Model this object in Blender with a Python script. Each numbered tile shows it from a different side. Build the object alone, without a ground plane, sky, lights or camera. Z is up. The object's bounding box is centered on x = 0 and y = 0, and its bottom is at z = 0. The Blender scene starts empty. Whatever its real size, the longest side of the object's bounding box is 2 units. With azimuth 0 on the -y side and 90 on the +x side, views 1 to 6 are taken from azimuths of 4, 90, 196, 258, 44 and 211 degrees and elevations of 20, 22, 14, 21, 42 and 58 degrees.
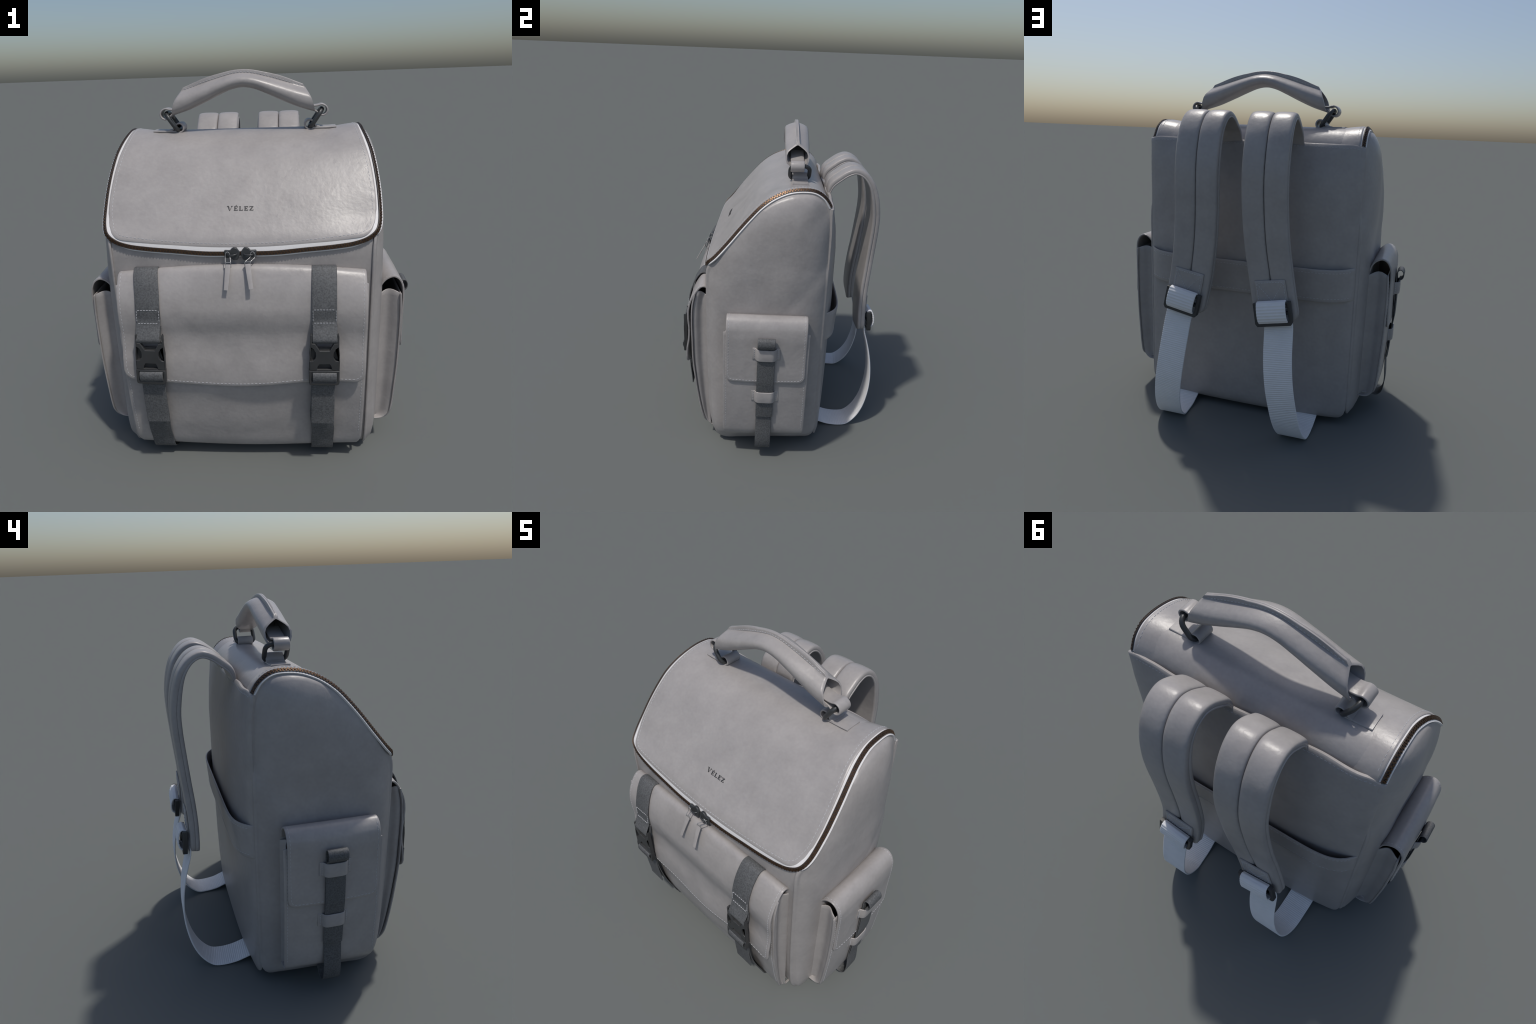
import bpy, bmesh, math
import numpy as np
from mathutils import Vector, Matrix

# ------------------------------------------------------------------ helpers
def A(*v):
    return np.array(v, dtype=float)

def unit(v):
    v = np.asarray(v, dtype=float)
    n = np.linalg.norm(v, axis=-1, keepdims=True)
    return v / np.maximum(n, 1e-9)

def spline(pts, n, closed=False):
    """Catmull-Rom through pts, resampled to n points of equal arc length."""
    P = np.array(pts, dtype=float)
    if closed:
        Q = np.vstack([P[-1], P, P[0], P[1]])
    else:
        Q = np.vstack([2 * P[0] - P[1], P, 2 * P[-1] - P[-2]])
    out = []
    for i in range(1, len(Q) - 2):
        p0, p1, p2, p3 = Q[i - 1], Q[i], Q[i + 1], Q[i + 2]
        d0 = max(np.linalg.norm(p1 - p0), 1e-6) ** .5
        d1 = max(np.linalg.norm(p2 - p1), 1e-6) ** .5
        d2 = max(np.linalg.norm(p3 - p2), 1e-6) ** .5
        m1 = (p2 - p1) + d1 * ((p1 - p0) / d0 - (p2 - p0) / (d0 + d1))
        m2 = (p2 - p1) + d1 * ((p3 - p2) / d2 - (p3 - p1) / (d1 + d2))
        for t in np.linspace(0, 1, 24, endpoint=False):
            out.append((2 * t**3 - 3 * t**2 + 1) * p1 + (t**3 - 2 * t**2 + t) * m1
                       + (-2 * t**3 + 3 * t**2) * p2 + (t**3 - t**2) * m2)
    out.append(Q[-2])
    out = np.array(out)
    s = np.concatenate([[0], np.cumsum(np.linalg.norm(np.diff(out, axis=0), axis=1))])
    u = np.linspace(0, s[-1], n + 1 if closed else n)
    if closed:
        u = u[:-1]
    return np.stack([np.interp(u, s, out[:, k]) for k in range(out.shape[1])], axis=1)

def smooth(a, b, x):
    t = np.clip((x - a) / (b - a), 0, 1)
    return t * t * (3 - 2 * t)

ROOT = None
def make(name, verts, faces, mat, parent=None, angle=40, kind=None, recalc=True):
    me = bpy.data.meshes.new(name)
    me.from_pydata([tuple(map(float, v)) for v in verts], [], [tuple(map(int, f)) for f in faces])
    me.update()
    if recalc:
        bm = bmesh.new(); bm.from_mesh(me)
        bmesh.ops.remove_doubles(bm, verts=bm.verts, dist=1e-6)
        bmesh.ops.recalc_face_normals(bm, faces=bm.faces)
        bm.to_mesh(me); bm.free()
    me.materials.append(mat)
    me.shade_smooth()
    me.set_sharp_from_angle(angle=math.radians(angle))
    ob = bpy.data.objects.new(name, me)
    bpy.context.scene.collection.objects.link(ob)
    ob.parent = parent if parent is not None else ROOT
    if kind:
        ob["kind"] = kind
    return ob

def join(parts):
    V, Fc, o = [], [], 0
    for v, f in parts:
        V.extend(v); Fc.extend([tuple(i + o for i in q) for q in f]); o += len(v)
    return V, Fc

def grid_faces(nu, nv, cu=False, cv=False, off=0):
    f = []
    for i in range(nu if cu else nu - 1):
        for j in range(nv if cv else nv - 1):
            a, b = i, (i + 1) % nu
            c, d = j, (j + 1) % nv
            f.append((off + a * nv + c, off + b * nv + c, off + b * nv + d, off + a * nv + d))
    return f

def grid_normals(G, hint):
    du = np.gradient(G, axis=0); dv = np.gradient(G, axis=1)
    n = unit(np.cross(du, dv))
    if np.sum(n.mean(axis=(0, 1)) * np.asarray(hint)) < 0:
        n = -n
    return n

def sheet(G, th, hint, edge=.35):
    """Leather sheet: outer skin G (nu,nv,3), thickness th inwards, rounded rim."""
    n = grid_normals(G, hint)
    nu, nv = G.shape[:2]
    top, bot = G, G - n * th
    V = list(top.reshape(-1, 3)) + list(bot.reshape(-1, 3))
    Fc = grid_faces(nu, nv) + [q[::-1] for q in grid_faces(nu, nv, off=nu * nv)]
    loop = [(i, 0) for i in range(nu)] + [(nu - 1, j) for j in range(1, nv)] \
        + [(i, nv - 1) for i in range(nu - 2, -1, -1)] + [(0, j) for j in range(nv - 2, 0, -1)]
    base = 2 * nu * nv
    L = len(loop)
    for k, (i, j) in enumerate(loop):
        p = loop[k - 1]; q = loop[(k + 1) % L]
        tan = unit(G[q] - G[p])
        out = np.cross(tan, n[i, j])
        ii = min(max(i, 1), nu - 2); jj = min(max(j, 1), nv - 2)
        if np.dot(out, G[i, j] - G[ii, jj]) < 0:
            out = -out
        m = G[i, j] - n[i, j] * th * .5
        V.append(m - n[i, j] * -th * .28 + out * th * edge)
        V.append(m - n[i, j] * th * .28 + out * th * edge)
    for k, (i, j) in enumerate(loop):
        k2 = (k + 1) % L; i2, j2 = loop[k2]
        a, b = i * nv + j, i2 * nv + j2
        c, d = base + 2 * k, base + 2 * k2
        Fc.append((a, b, d, c)); Fc.append((c, d, d + 1, c + 1))
        Fc.append((c + 1, d + 1, b + nu * nv, a + nu * nv))
    return V, Fc

def sweep(P, W, section, caps=True, closed_path=False):
    """Sweep section [(w,n)..] (array or function of i,t) along P with width directions W."""
    P = np.asarray(P, float); N = len(P)
    if closed_path:
        T = unit(np.roll(P, -1, 0) - np.roll(P, 1, 0))
    else:
        T = unit(np.gradient(P, axis=0))
    W = np.broadcast_to(np.asarray(W, float), P.shape)
    W = unit(W - np.sum(W * T, axis=1, keepdims=True) * T)
    Nn = unit(np.cross(W, T))
    V = []; m = None
    for i in range(N):
        s = section(i / (N - 1)) if callable(section) else section
        m = len(s)
        for w, n in s:
            V.append(P[i] + W[i] * w + Nn[i] * n)
    Fc = grid_faces(N, m, cu=closed_path, cv=True)
    if caps and not closed_path:
        Fc.append(tuple(range(m))[::-1]); Fc.append(tuple(range((N - 1) * m, N * m)))
    return V, Fc

def flat(w, t, r=None, k=4):
    """Rounded flat strap section of full width w, thickness t."""
    r = min(t * .48, w * .48) if r is None else r
    out = []
    for cx, cy, a0 in ((w/2 - r, t/2 - r, 0), (-w/2 + r, t/2 - r, 90), (-w/2 + r, -t/2 + r, 180), (w/2 - r, -t/2 + r, 270)):
        for i in range(k):
            a = math.radians(a0 + 90 * i / (k - 1))
            out.append((cx + r * math.cos(a), cy + r * math.sin(a)))
    return out

def circ(r, k=10):
    return [(r * math.cos(2 * math.pi * i / k), r * math.sin(2 * math.pi * i / k)) for i in range(k)]

def tube(P, r, closed=False, k=10, W=None):
    P = np.asarray(P, float)
    if W is None:
        T = unit(np.gradient(P, axis=0)).mean(axis=0)
        W = A(0, 0, 1) if abs(T[2]) < .7 else A(1, 0, 0)
        if closed:
            c = P.mean(0); nn = np.linalg.svd(P - c)[2][2]; W = nn
    return sweep(P, W, circ(r, k), closed_path=closed)

def box(c, ax, ay, az):
    c, ax, ay, az = map(np.asarray, (c, ax, ay, az))
    V = [c + sx * ax + sy * ay + sz * az for sx in (-1, 1) for sy in (-1, 1) for sz in (-1, 1)]
    return V, [(0, 1, 3, 2), (4, 6, 7, 5), (0, 4, 5, 1), (2, 3, 7, 6), (0, 2, 6, 4), (1, 5, 7, 3)]

def dashes(P, N, length=.0125, gap=.0065, w=.0019, h=.0012):
    """Stitches: small raised threads along polyline P with surface normals N."""
    P = np.asarray(P, float); N = unit(np.broadcast_to(np.asarray(N, float), P.shape))
    s = np.concatenate([[0], np.cumsum(np.linalg.norm(np.diff(P, axis=0), axis=1))])
    parts = []
    at = lambda u: A(*[np.interp(u, s, P[:, k]) for k in range(3)])
    an = lambda u: unit(A(*[np.interp(u, s, N[:, k]) for k in range(3)]))
    u = gap
    while u + length < s[-1]:
        a, b = at(u), at(u + length); n = an(u + length / 2)
        t = unit(b - a); sd = np.cross(n, t)
        c = (a + b) / 2 + n * h * .3
        V, f = box(c, t * length / 2, sd * w / 2, n * h)
        V = np.array(V); top = np.array([0, 1, 0, 1, 0, 1, 0, 1], bool)
        V[top] += (c - V[top]) * .25
        parts.append((list(V), f)); u += length + gap
    return parts

def plate(name, loops, thick, M, mat, parent, bevel=.0025, angle=35):
    """Extruded 2D outline (first loop) with holes (other loops), placed by matrix M."""
    cu = bpy.data.curves.new(name, 'CURVE'); cu.dimensions = '2D'; cu.fill_mode = 'BOTH'
    cu.extrude = thick / 2 - bevel; cu.bevel_depth = bevel; cu.bevel_resolution = 2; cu.offset = -bevel
    for L in loops:
        sp = cu.splines.new('POLY'); sp.points.add(len(L) - 1); sp.use_cyclic_u = True
        for p, (x, y) in zip(sp.points, L):
            p.co = (x, y, 0, 1)
    tmp = bpy.data.objects.new(name + "_tmp", cu)
    bpy.context.scene.collection.objects.link(tmp)
    dg = bpy.context.evaluated_depsgraph_get()
    me = bpy.data.meshes.new_from_object(tmp.evaluated_get(dg))
    bpy.data.objects.remove(tmp)
    me.name = name
    me.transform(M)
    me.materials.clear(); me.materials.append(mat)
    me.shade_smooth(); me.set_sharp_from_angle(angle=math.radians(angle))
    ob = bpy.data.objects.new(name, me)
    bpy.context.scene.collection.objects.link(ob)
    ob.parent = parent
    return ob

# ---------------------------------------------------------------- materials
def principled(name, color, rough, var=.06, scale=9., bump=.15, bscale=180., metallic=0., spec=.5,
               speck=0., speck_scale=150., rough_var=.08, coat=0., dents=0.):
    m = bpy.data.materials.new(name); m.use_nodes = True
    nt = m.node_tree; nd = nt.nodes; lk = nt.links
    bs = nd["Principled BSDF"]
    tc = nd.new("ShaderNodeTexCoord")
    n1 = nd.new("ShaderNodeTexNoise"); n1.inputs["Scale"].default_value = scale
    n1.inputs["Detail"].default_value = 7; n1.inputs["Roughness"].default_value = .62
    lk.new(tc.outputs["Object"], n1.inputs["Vector"])
    cr = nd.new("ShaderNodeValToRGB")
    c = np.array(color)
    cr.color_ramp.elements[0].position = .3; cr.color_ramp.elements[1].position = .7
    cr.color_ramp.elements[0].color = (*(c * (1 - var)), 1)
    cr.color_ramp.elements[1].color = (*np.minimum(c * (1 + var), 1), 1)
    lk.new(n1.outputs["Fac"], cr.inputs["Fac"])
    col = cr.outputs["Color"]
    n2 = nd.new("ShaderNodeTexNoise"); n2.inputs["Scale"].default_value = bscale
    n2.inputs["Detail"].default_value = 3
    lk.new(tc.outputs["Object"], n2.inputs["Vector"])
    if speck > 0:
        n3 = nd.new("ShaderNodeTexNoise"); n3.inputs["Scale"].default_value = speck_scale
        n3.inputs["Detail"].default_value = 2
        lk.new(tc.outputs["Object"], n3.inputs["Vector"])
        mr = nd.new("ShaderNodeMapRange")
        mr.inputs["From Min"].default_value = .3; mr.inputs["From Max"].default_value = .7
        mr.inputs["To Min"].default_value = 1 - speck; mr.inputs["To Max"].default_value = 1 + speck
        lk.new(n3.outputs["Fac"], mr.inputs["Value"])
        mx = nd.new("ShaderNodeVectorMath"); mx.operation = 'SCALE'
        lk.new(col, mx.inputs[0]); lk.new(mr.outputs["Result"], mx.inputs["Scale"])
        col = mx.outputs["Vector"]
    lk.new(col, bs.inputs["Base Color"])
    rr = nd.new("ShaderNodeMapRange")
    rr.inputs["To Min"].default_value = rough - rough_var; rr.inputs["To Max"].default_value = rough + rough_var
    lk.new(n1.outputs["Fac"], rr.inputs["Value"]); lk.new(rr.outputs["Result"], bs.inputs["Roughness"])
    bs.inputs["Metallic"].default_value = metallic
    bs.inputs["Specular IOR Level"].default_value = spec
    bs.inputs["Coat Weight"].default_value = coat
    if bump > 0:
        b1 = nd.new("ShaderNodeBump"); b1.inputs["Strength"].default_value = bump
        b1.inputs["Distance"].default_value = .004
        lk.new(n2.outputs["Fac"], b1.inputs["Height"])
        if dents > 0:
            n4 = nd.new("ShaderNodeTexNoise"); n4.inputs["Scale"].default_value = 4.5
            n4.inputs["Detail"].default_value = 2; n4.inputs["Distortion"].default_value = .6
            lk.new(tc.outputs["Object"], n4.inputs["Vector"])
            b0 = nd.new("ShaderNodeBump"); b0.inputs["Strength"].default_value = dents
            b0.inputs["Distance"].default_value = .02
            lk.new(n4.outputs["Fac"], b0.inputs["Height"]); lk.new(b0.outputs["Normal"], b1.inputs["Normal"])
        lk.new(b1.outputs["Normal"], bs.inputs["Normal"])
    return m

LEATHER = principled("grey_leather", (.340, .321, .312), .375, var=.085, scale=7, bump=.22, bscale=48, speck=.03, speck_scale=60, dents=.2)
FELT = principled("charcoal_webbing", (.098, .101, .104), .6, var=.06, scale=12, bump=.25, bscale=300, speck=.28, speck_scale=130, spec=.35)  # base grey lightened to carry the sunlight on the strap folds
PLASTIC = principled("black_plastic", (.040, .041, .042), .42, var=.1, scale=20, bump=.12, bscale=350, spec=.5)
METAL = principled("gunmetal", (.055, .058, .06), .38, var=.1, scale=20, bump=.05, bscale=200, metallic=.35, spec=.5)
WHITE = principled("white_webbing", (.74, .74, .75), .6, var=.03, scale=15, bump=.15, bscale=300)
TAPE = principled("white_zipper_tape", (.72, .71, .705), .55, var=.02, scale=15, bump=.2, bscale=400)
BRONZE = principled("bronze_teeth", (.125, .072, .042), .36, var=.25, scale=60, bump=.1, bscale=300, metallic=.85)
COIL = principled("dark_coil", (.035, .024, .018), .5, var=.2, scale=60, bump=0)
THREAD = principled("pale_thread", (.50, .51, .53), .6, var=.05, scale=40, bump=0)
INK = principled("dark_foil", (.035, .035, .037), .45, var=.1, scale=40, bump=0)
SILVER = principled("grey_cord", (.30, .30, .30), .35, var=.05, scale=40, bump=0, metallic=.3)

# --------------------------------------------------------------------- root
ROOT = bpy.data.objects.new("backpack", None)
bpy.context.scene.collection.objects.link(ROOT)
ROOT["label"] = "pale grey leather backpack with flap pockets, buckles and padded straps"
ROOT["category"] = "backpack"

def group(name):
    e = bpy.data.objects.new(name, None)
    bpy.context.scene.collection.objects.link(e); e.parent = ROOT
    return e

# ------------------------------------------------------- body: side outline
ZIP_YZ = [(-.446, 1.258), (-.388, 1.306), (-.326, 1.388), (-.27, 1.460), (-.207, 1.537), (-.146, 1.604),
          (-.078, 1.657), (.004, 1.695), (.079, 1.707), (.149, 1.701), (.203, 1.668), (.241, 1.612)]
def zip_x(y):
    return float(np.interp(y, [-.445, -.43, -.40, -.37, -.31, -.25, -.17, -.12, -.08, 0, .08, .25],
                           [.620, .633, .651, .660, .662, .657, .645, .633, .625, .613, .611, .610]))
def zip_shift(y, z):                      # the zipper bows outwards; keep its side outline
    k = (3.337 - zip_x(y)) / (3.337 - .62)
    return (-.104 + (y + .104) * k, 2.406 + (z - 2.406) * k)
ZIP_YZ = [zip_shift(y, z) for y, z in ZIP_YZ]
OUT_YZ = [(-.438, 1.244)] + ZIP_YZ[1:] + [(.25, 1.52), (.252, 1.1), (.252, .6), (.25, .2), (.243, .11), (.215, .062), (.15, .052),
                   (-.1, .040), (-.25, .030), (-.33, .027), (-.375, .045), (-.405, .10), (-.425, .2),
                   (-.441, .5), (-.447, .8), (-.449, 1.1), (-.448, 1.2)]
NP = 200
OUT = spline(OUT_YZ, NP, closed=True)
CEN = A(-.085, .86)
OT = unit(np.roll(OUT, -1, 0) - np.roll(OUT, 1, 0))
ON = np.stack([-OT[:, 1], OT[:, 0]], axis=1)
ON[np.sum(ON * (OUT - CEN), axis=1) < 0] *= -1

def body_pt(yz, nrm, x, inset=0.):
    y, z = yz - nrm * inset
    a = abs(x) / .63
    if z < .3:                                   # bottom sags a little in the middle
        z -= .026 * (1 - a * a) * smooth(.3, .05, z) * smooth(.30, -.1, y)
    if y < -.3 and z > .05:                        # front bellies out below the zipper
        y -= .026 * (1 - a ** 3) * smooth(.85, 1.08, z) * smooth(-.3, -.44, y)
    return A(x, y, z)

xs = np.linspace(-.622, .622, 41)
V = [body_pt(OUT[i], ON[i], x, .005) for x in xs for i in range(NP)]
Fc = grid_faces(len(xs), NP, cv=True)
Fc.append(tuple(range(NP))); Fc.append(tuple(range((len(xs) - 1) * NP, len(xs) * NP)))
body = make("main_body", V, Fc, LEATHER)

# side panels: domed gussets with a rolled edge, fullest towards the front
EDGE_X = np.array([zip_x(y) if z > 1.24 and ON[k][1] > -.2 else .630 for k, (y, z) in enumerate(OUT)])
AT_ZIP = np.array([1. if z > 1.27 and ON[k][1] > -.2 and y < .235 else 0. for k, (y, z) in enumerate(OUT)])
for _ in range(2):
    AT_ZIP = (np.roll(AT_ZIP, 1) + AT_ZIP + np.roll(AT_ZIP, -1)) / 3
for _ in range(6):
    EDGE_X = (np.roll(EDGE_X, 1) + EDGE_X + np.roll(EDGE_X, -1)) / 3
ZPOLY = spline(ZIP_YZ, 120)
def side_bulge(p):
    dz = math.sqrt(np.min(np.sum((ZPOLY - p) ** 2, axis=1)))
    k = lambda d, r: 1 - math.exp(-max(d, 0) / r)
    return k(p[0] + .446, .055) * k(dz, .075) * k(.250 - p[0], .075) * k(p[1] - .035, .06)
def side_panel(sg):
    rings = [(-.055, -.016), (-.008, -.014), (-.008, .004), (-.0045, .006), (.001, .005), (.006, .0), (.009, -.007)]
    V = []
    for dx, off in rings:
        for i in range(NP):
            y, z = OUT[i] + ON[i] * (off - .012 * AT_ZIP[i])
            V.append(A(sg * (EDGE_X[i] + dx), y, z))
    ss = [.97, .95, .925, .89, .85, .8, .74, .67, .58, .48, .36, .24, .12, 0]
    H = .703
    for s in ss:
        for i in range(NP):
            p = CEN + (OUT[i] - CEN) * s
            f = side_bulge(p)
            x = EDGE_X[i] + .002 + (H - EDGE_X[i]) * f
            x -= .010 * smooth(.9, .3, p[1]) * (1 - s)
            blob = lambda y, z, ry, rz: math.exp(-((p[0] - y) / ry) ** 2 - ((p[1] - z) / rz) ** 2)
            x += -.022 * blob(-.09, 1.06, .16, .13) - .008 * blob(-.1, 1.4, .1, .2) if sg < 0 else .013 * blob(.0, 1.14, .1, .1)
            V.append(A(sg * x, *p))
            if s == 0: break
    n = len(rings) + len(ss) - 1
    Fc = grid_faces(n, NP, cv=True)
    for i in range(NP):
        Fc.append(((n - 1) * NP + i, (n - 1) * NP + (i + 1) % NP, n * NP))
    make("side_panel", V, Fc, LEATHER, angle=60)
side_panel(1); side_panel(-1)

# ------------------------------------------------------------- back panel
BZ = [(.03, .028), (.08, .040), (.25, .052), (.43, .058), (.65, .060), (.8, .062), (.96, .064), (1.1, .062),
      (1.3, .060), (1.43, .047), (1.54, .022), (1.61, .000)]
def back_y(x, z):
    b = np.interp(z, [p[0] for p in BZ], [p[1] for p in BZ])
    a = min(abs(x) / .625, 1)
    return .264 + b * (1 - a ** 3.6) - .005 * smooth(.95, 1., a)
zs = spline([(z, 0) for z in np.linspace(0, 1, 9)], 60)[:, 0]
G = np.zeros((61, 60, 3))
for i, a in enumerate(np.linspace(-1, 1, 61)):
    a2 = math.sin(a * math.pi / 2) * .5 + a * .5
    for j, t in enumerate(zs):
        x = .622 * a2
        r = .05
        z0 = .048 - .012 * (1 - a2 * a2)
        e = max(0, abs(x) - (.622 - r)) / r
        z0 += r * (1 - math.sqrt(max(0, 1 - e * e)))
        z1 = 1.611 - .010 * smooth(.90, 1, abs(a2))
        z = z0 + (z1 - z0) * t
        y = back_y(x, z) - .010 * smooth(.05, .0, z - z0)
        y -= .010 * smooth(1.45, 1.61, z) * smooth(.80, 1, abs(a2)) - .004 * math.sin(a2 * 14) * smooth(1.5, 1.61, z)
        G[i, j] = (x, y, z)
V, Fc = sheet(G, .022, (0, 1, 0), edge=.3)
back = make("back_panel", V, Fc, LEATHER, angle=50)
P = G[2:-2, -1] * .5 + G[2:-2, -2] * .5; n = grid_normals(G, (0, 1, 0))[2:-2, -2]
V, Fc = join(dashes(P, n)); make("stitching", V, Fc, THREAD, back, kind="stuff")

# luggage band across the back
G = np.zeros((61, 12, 3))
for i, a in enumerate(np.linspace(-1, 1, 61)):
    for j, t in enumerate(np.linspace(0, 1, 12)):
        x = .626 * a
        z = .768 + .180 * t + .010 * abs(a) ** 6
        G[i, j] = (x, .256 + (.086 + .014 * t) * (1 - abs(a) ** 9), z)
V, Fc = sheet(G, .009, (0, 1, 0))
band = make("luggage_band", V, Fc, LEATHER, angle=50)
n = grid_normals(G, (0, 1, 0)); parts = []
for j in (1, 10):
    parts += dashes(G[1:-1, j], n[1:-1, j])
V, Fc = join(parts); make("stitching", V, Fc, THREAD, band, kind="stuff")

# -------------------------------------------------------------------- lid
LQ = spline([(-.478, 1.218), (-.458, 1.256), (-.416, 1.308), (-.37, 1.365), (-.298, 1.452), (-.224, 1.538), (-.152, 1.606),
             (-.078, 1.654), (0, 1.680), (.08, 1.687), (.143, 1.670), (.193, 1.636), (.228, 1.588), (.238, 1.54)], 400)
LS = np.concatenate([[0], np.cumsum(np.linalg.norm(np.diff(LQ, axis=0), axis=1))])
LT = unit(np.gradient(LQ, axis=0)); LN = np.stack([-LT[:, 1], LT[:, 0]], axis=1)
LEND = LS[-1]
ZD = spline(ZIP_YZ + [(.25, 1.52), (.252, 1.45)], 400)
LIP = np.zeros(400)                       # how far the raised rim stands above the middle of the lid
for k in range(400):
    m = int(np.argmin(np.sum((ZD - LQ[k]) ** 2, axis=1)))
    LIP[k] = np.dot(ZD[m] - LQ[k], LN[k]) + .010
LIP *= smooth(.02, .10, LS)
for _ in range(40):
    LIP[1:-1] = (LIP[:-2] + LIP[1:-1] + LIP[2:]) / 3
def lid_pt(x, s, off=0.):
    q = A(np.interp(s, LS, LQ[:, 0]), np.interp(s, LS, LQ[:, 1]))
    n = unit(A(np.interp(s, LS, LN[:, 0]), np.interp(s, LS, LN[:, 1])))
    lip = np.interp(s, LS, LIP) * smooth(.33, .62, abs(x))
    p = q + n * (lip + off)
    return A(x, p[0], p[1])
def lid_w(s):
    return zip_x(np.interp(s, LS, LQ[:, 0])) * .5 + .5 * zip_x(np.interp(s + .06, LS, LQ[:, 0])) - .022
def lid_front(x, W):
    r = .068; e = np.clip((abs(x) - (W - r)) / r, 0, 1)
    return .036 * (abs(x) / .525) ** 2 + r * (1 - math.sqrt(max(0, 1 - e * e)))
NU, NV = 81, 90
G = np.zeros((NU, NV, 3))
for i in range(NU):
    a = -1 + 2 * i / (NU - 1); a = math.sin(a * math.pi / 2)
    for j in range(NV):
        t = j / (NV - 1)
        s0 = lid_front(a * .63, .63)
        s = s0 + (LEND - s0) * t
        G[i, j] = lid_pt(a * lid_w(max(s, .10)), s)
V, Fc = sheet(G, .014, (0, -.6, .8), edge=.4)
lid = make("lid", V, Fc, LEATHER, angle=50)
def offset_pt(fn, x, s, off):
    e = 1e-3
    n = unit(np.cross(fn(x + e, s) - fn(x - e, s), fn(x, s + e) - fn(x, s - e)))
    return fn(x, s) + n * off, n
# lid stitching, U-shaped around the free edge
path, nn = [], []
ins = .013
def lid_edge(q):
    """q in 0..1 walks from back left, round the front, to back right."""
    return q
sl = np.linspace(LEND - .09, .16, 70)
cnt = [(-lid_w(s) + ins, s) for s in sl]
xx = np.linspace(-.615, .615, 160)
cnt += [(x, lid_front(x * .63 / .615, .63) + ins) for x in xx if lid_front(x * .63 / .615, .63) + ins < .155]
cnt += [(lid_w(s) - ins, s) for s in sl[::-1]]
for x, s in cnt:
    p, n = offset_pt(lid_pt, x, s, 0)
    if n[2] - n[1] < 0: n = -n
    path.append(p + n * .0005); nn.append(n)
V, Fc = join(dashes(path, nn)); make("stitching", V, Fc, THREAD, lid, kind="stuff")

# lettering on the lid front: five slab-serif capitals
def letters():
    b, t = .27, .12       # stem and hairline widths, in cap heights
    def bar(x0, y0, x1, y1): return [(x0, y0), (x1, y0), (x1, y1), (x0, y1)]
    E = [bar(.08, 0, .08 + b, 1), bar(0, 0, .86, t), bar(0, 1 - t, .86, 1), bar(.2, .46, .6, .46 + t),
         bar(.78, 0, .86, .30), bar(.78, .70, .86, 1), bar(.56, .36, .63, .64)]
    Vv = [[(.10, 1), (.10 + b * 1.15, 1), (.64, 0), (.50, 0)], [(.98, 1), (1.06, 1), (.64, 0), (.55, 0)],
          bar(0, 1 - t, .42, 1), bar(.84, 1 - t, 1.16, 1)]
    Ll = [bar(.08, 0, .08 + b, 1), bar(0, 0, .86, t), bar(0, 1 - t, .40, 1), bar(.78, 0, .86, .34)]
    Z = [bar(.03, 0, .9, t), bar(.03, 1 - t, .9, 1), [(.03, t), (.03 + b * 1.2, t), (.9, 1 - t), (.9 - b * 1.2, 1 - t)],
         bar(.03, .70, .11, 1), bar(.82, 0, .90, .32)]
    acc = [[(.34, 1.10), (.44, 1.10), (.66, 1.30), (.50, 1.30)]]
    return [(Vv, 1.12), (E + acc, 1.), (Ll, 1.), (E, 1.), (Z, 1.)]
sC = np.interp(-.365, LQ[:, 0], LS)
capH = .0225; cur = 0; glyphs = []
for g, sc in letters():
    w = max(p[0] for q in g for p in q) * sc
    glyphs.append((g, cur, sc)); cur += w + .30
total = cur - .30
fx = .127 / (total * capH)
lett = group("lettering")
for g, x0, sc in glyphs:
    parts = []
    for k, q in enumerate(g):
        hi = .0016 + .00012 * k; V = []
        for off in (-.001, hi):
            for px, py in q:
                x = (x0 + px * sc - total / 2) * capH * fx
                p, n = offset_pt(lid_pt, x, sC + (py * sc - .5) * capH, 0)
                if n[2] < 0: n = -n
                V.append(p + n * off)
        parts.append((V, [(3, 2, 1, 0), (4, 5, 6, 7), (0, 1, 5, 4), (1, 2, 6, 5), (2, 3, 7, 6), (3, 0, 4, 7)]))
    V, Fc = join(parts); make("letter", V, Fc, INK, lett)

# ------------------------------------------------------------------- zipper
zh = [(0, -.484, 1.186), (.16, -.483, 1.187), (.31, -.478, 1.199), (.45, -.471, 1.210), (.54, -.463, 1.222),
      (.604, -.454, 1.244), (.640, -.438, 1.272), (.657, -.403, 1.308)] + \
     [(zip_x(y) + .001, y, z + .001) for y, z in ZIP_YZ[2:]]
zfull = [(-x, y, z) for x, y, z in zh[:0:-1]] + zh
ZP = spline(zfull, 800)
ZT = unit(np.gradient(ZP, axis=0))
side = smooth(.50, .63, np.abs(ZP[:, 0])) * np.sign(ZP[:, 0])
nyz = np.zeros_like(ZP)
for i, p in enumerate(ZP):
    k = np.argmin(np.sum((OUT - p[1:]) ** 2, axis=1)); nyz[i, 1:] = ON[k]
front = smooth(.60, .50, np.abs(ZP[:, 0]))
nyz = unit(nyz * (1 - front)[:, None] + front[:, None] * A(0, -1, .12))
ZN = unit(nyz + np.stack([side * .95, side * 0, side * 0], axis=1))
ZN = unit(ZN - np.sum(ZN * ZT, axis=1, keepdims=True) * ZT)
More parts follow.
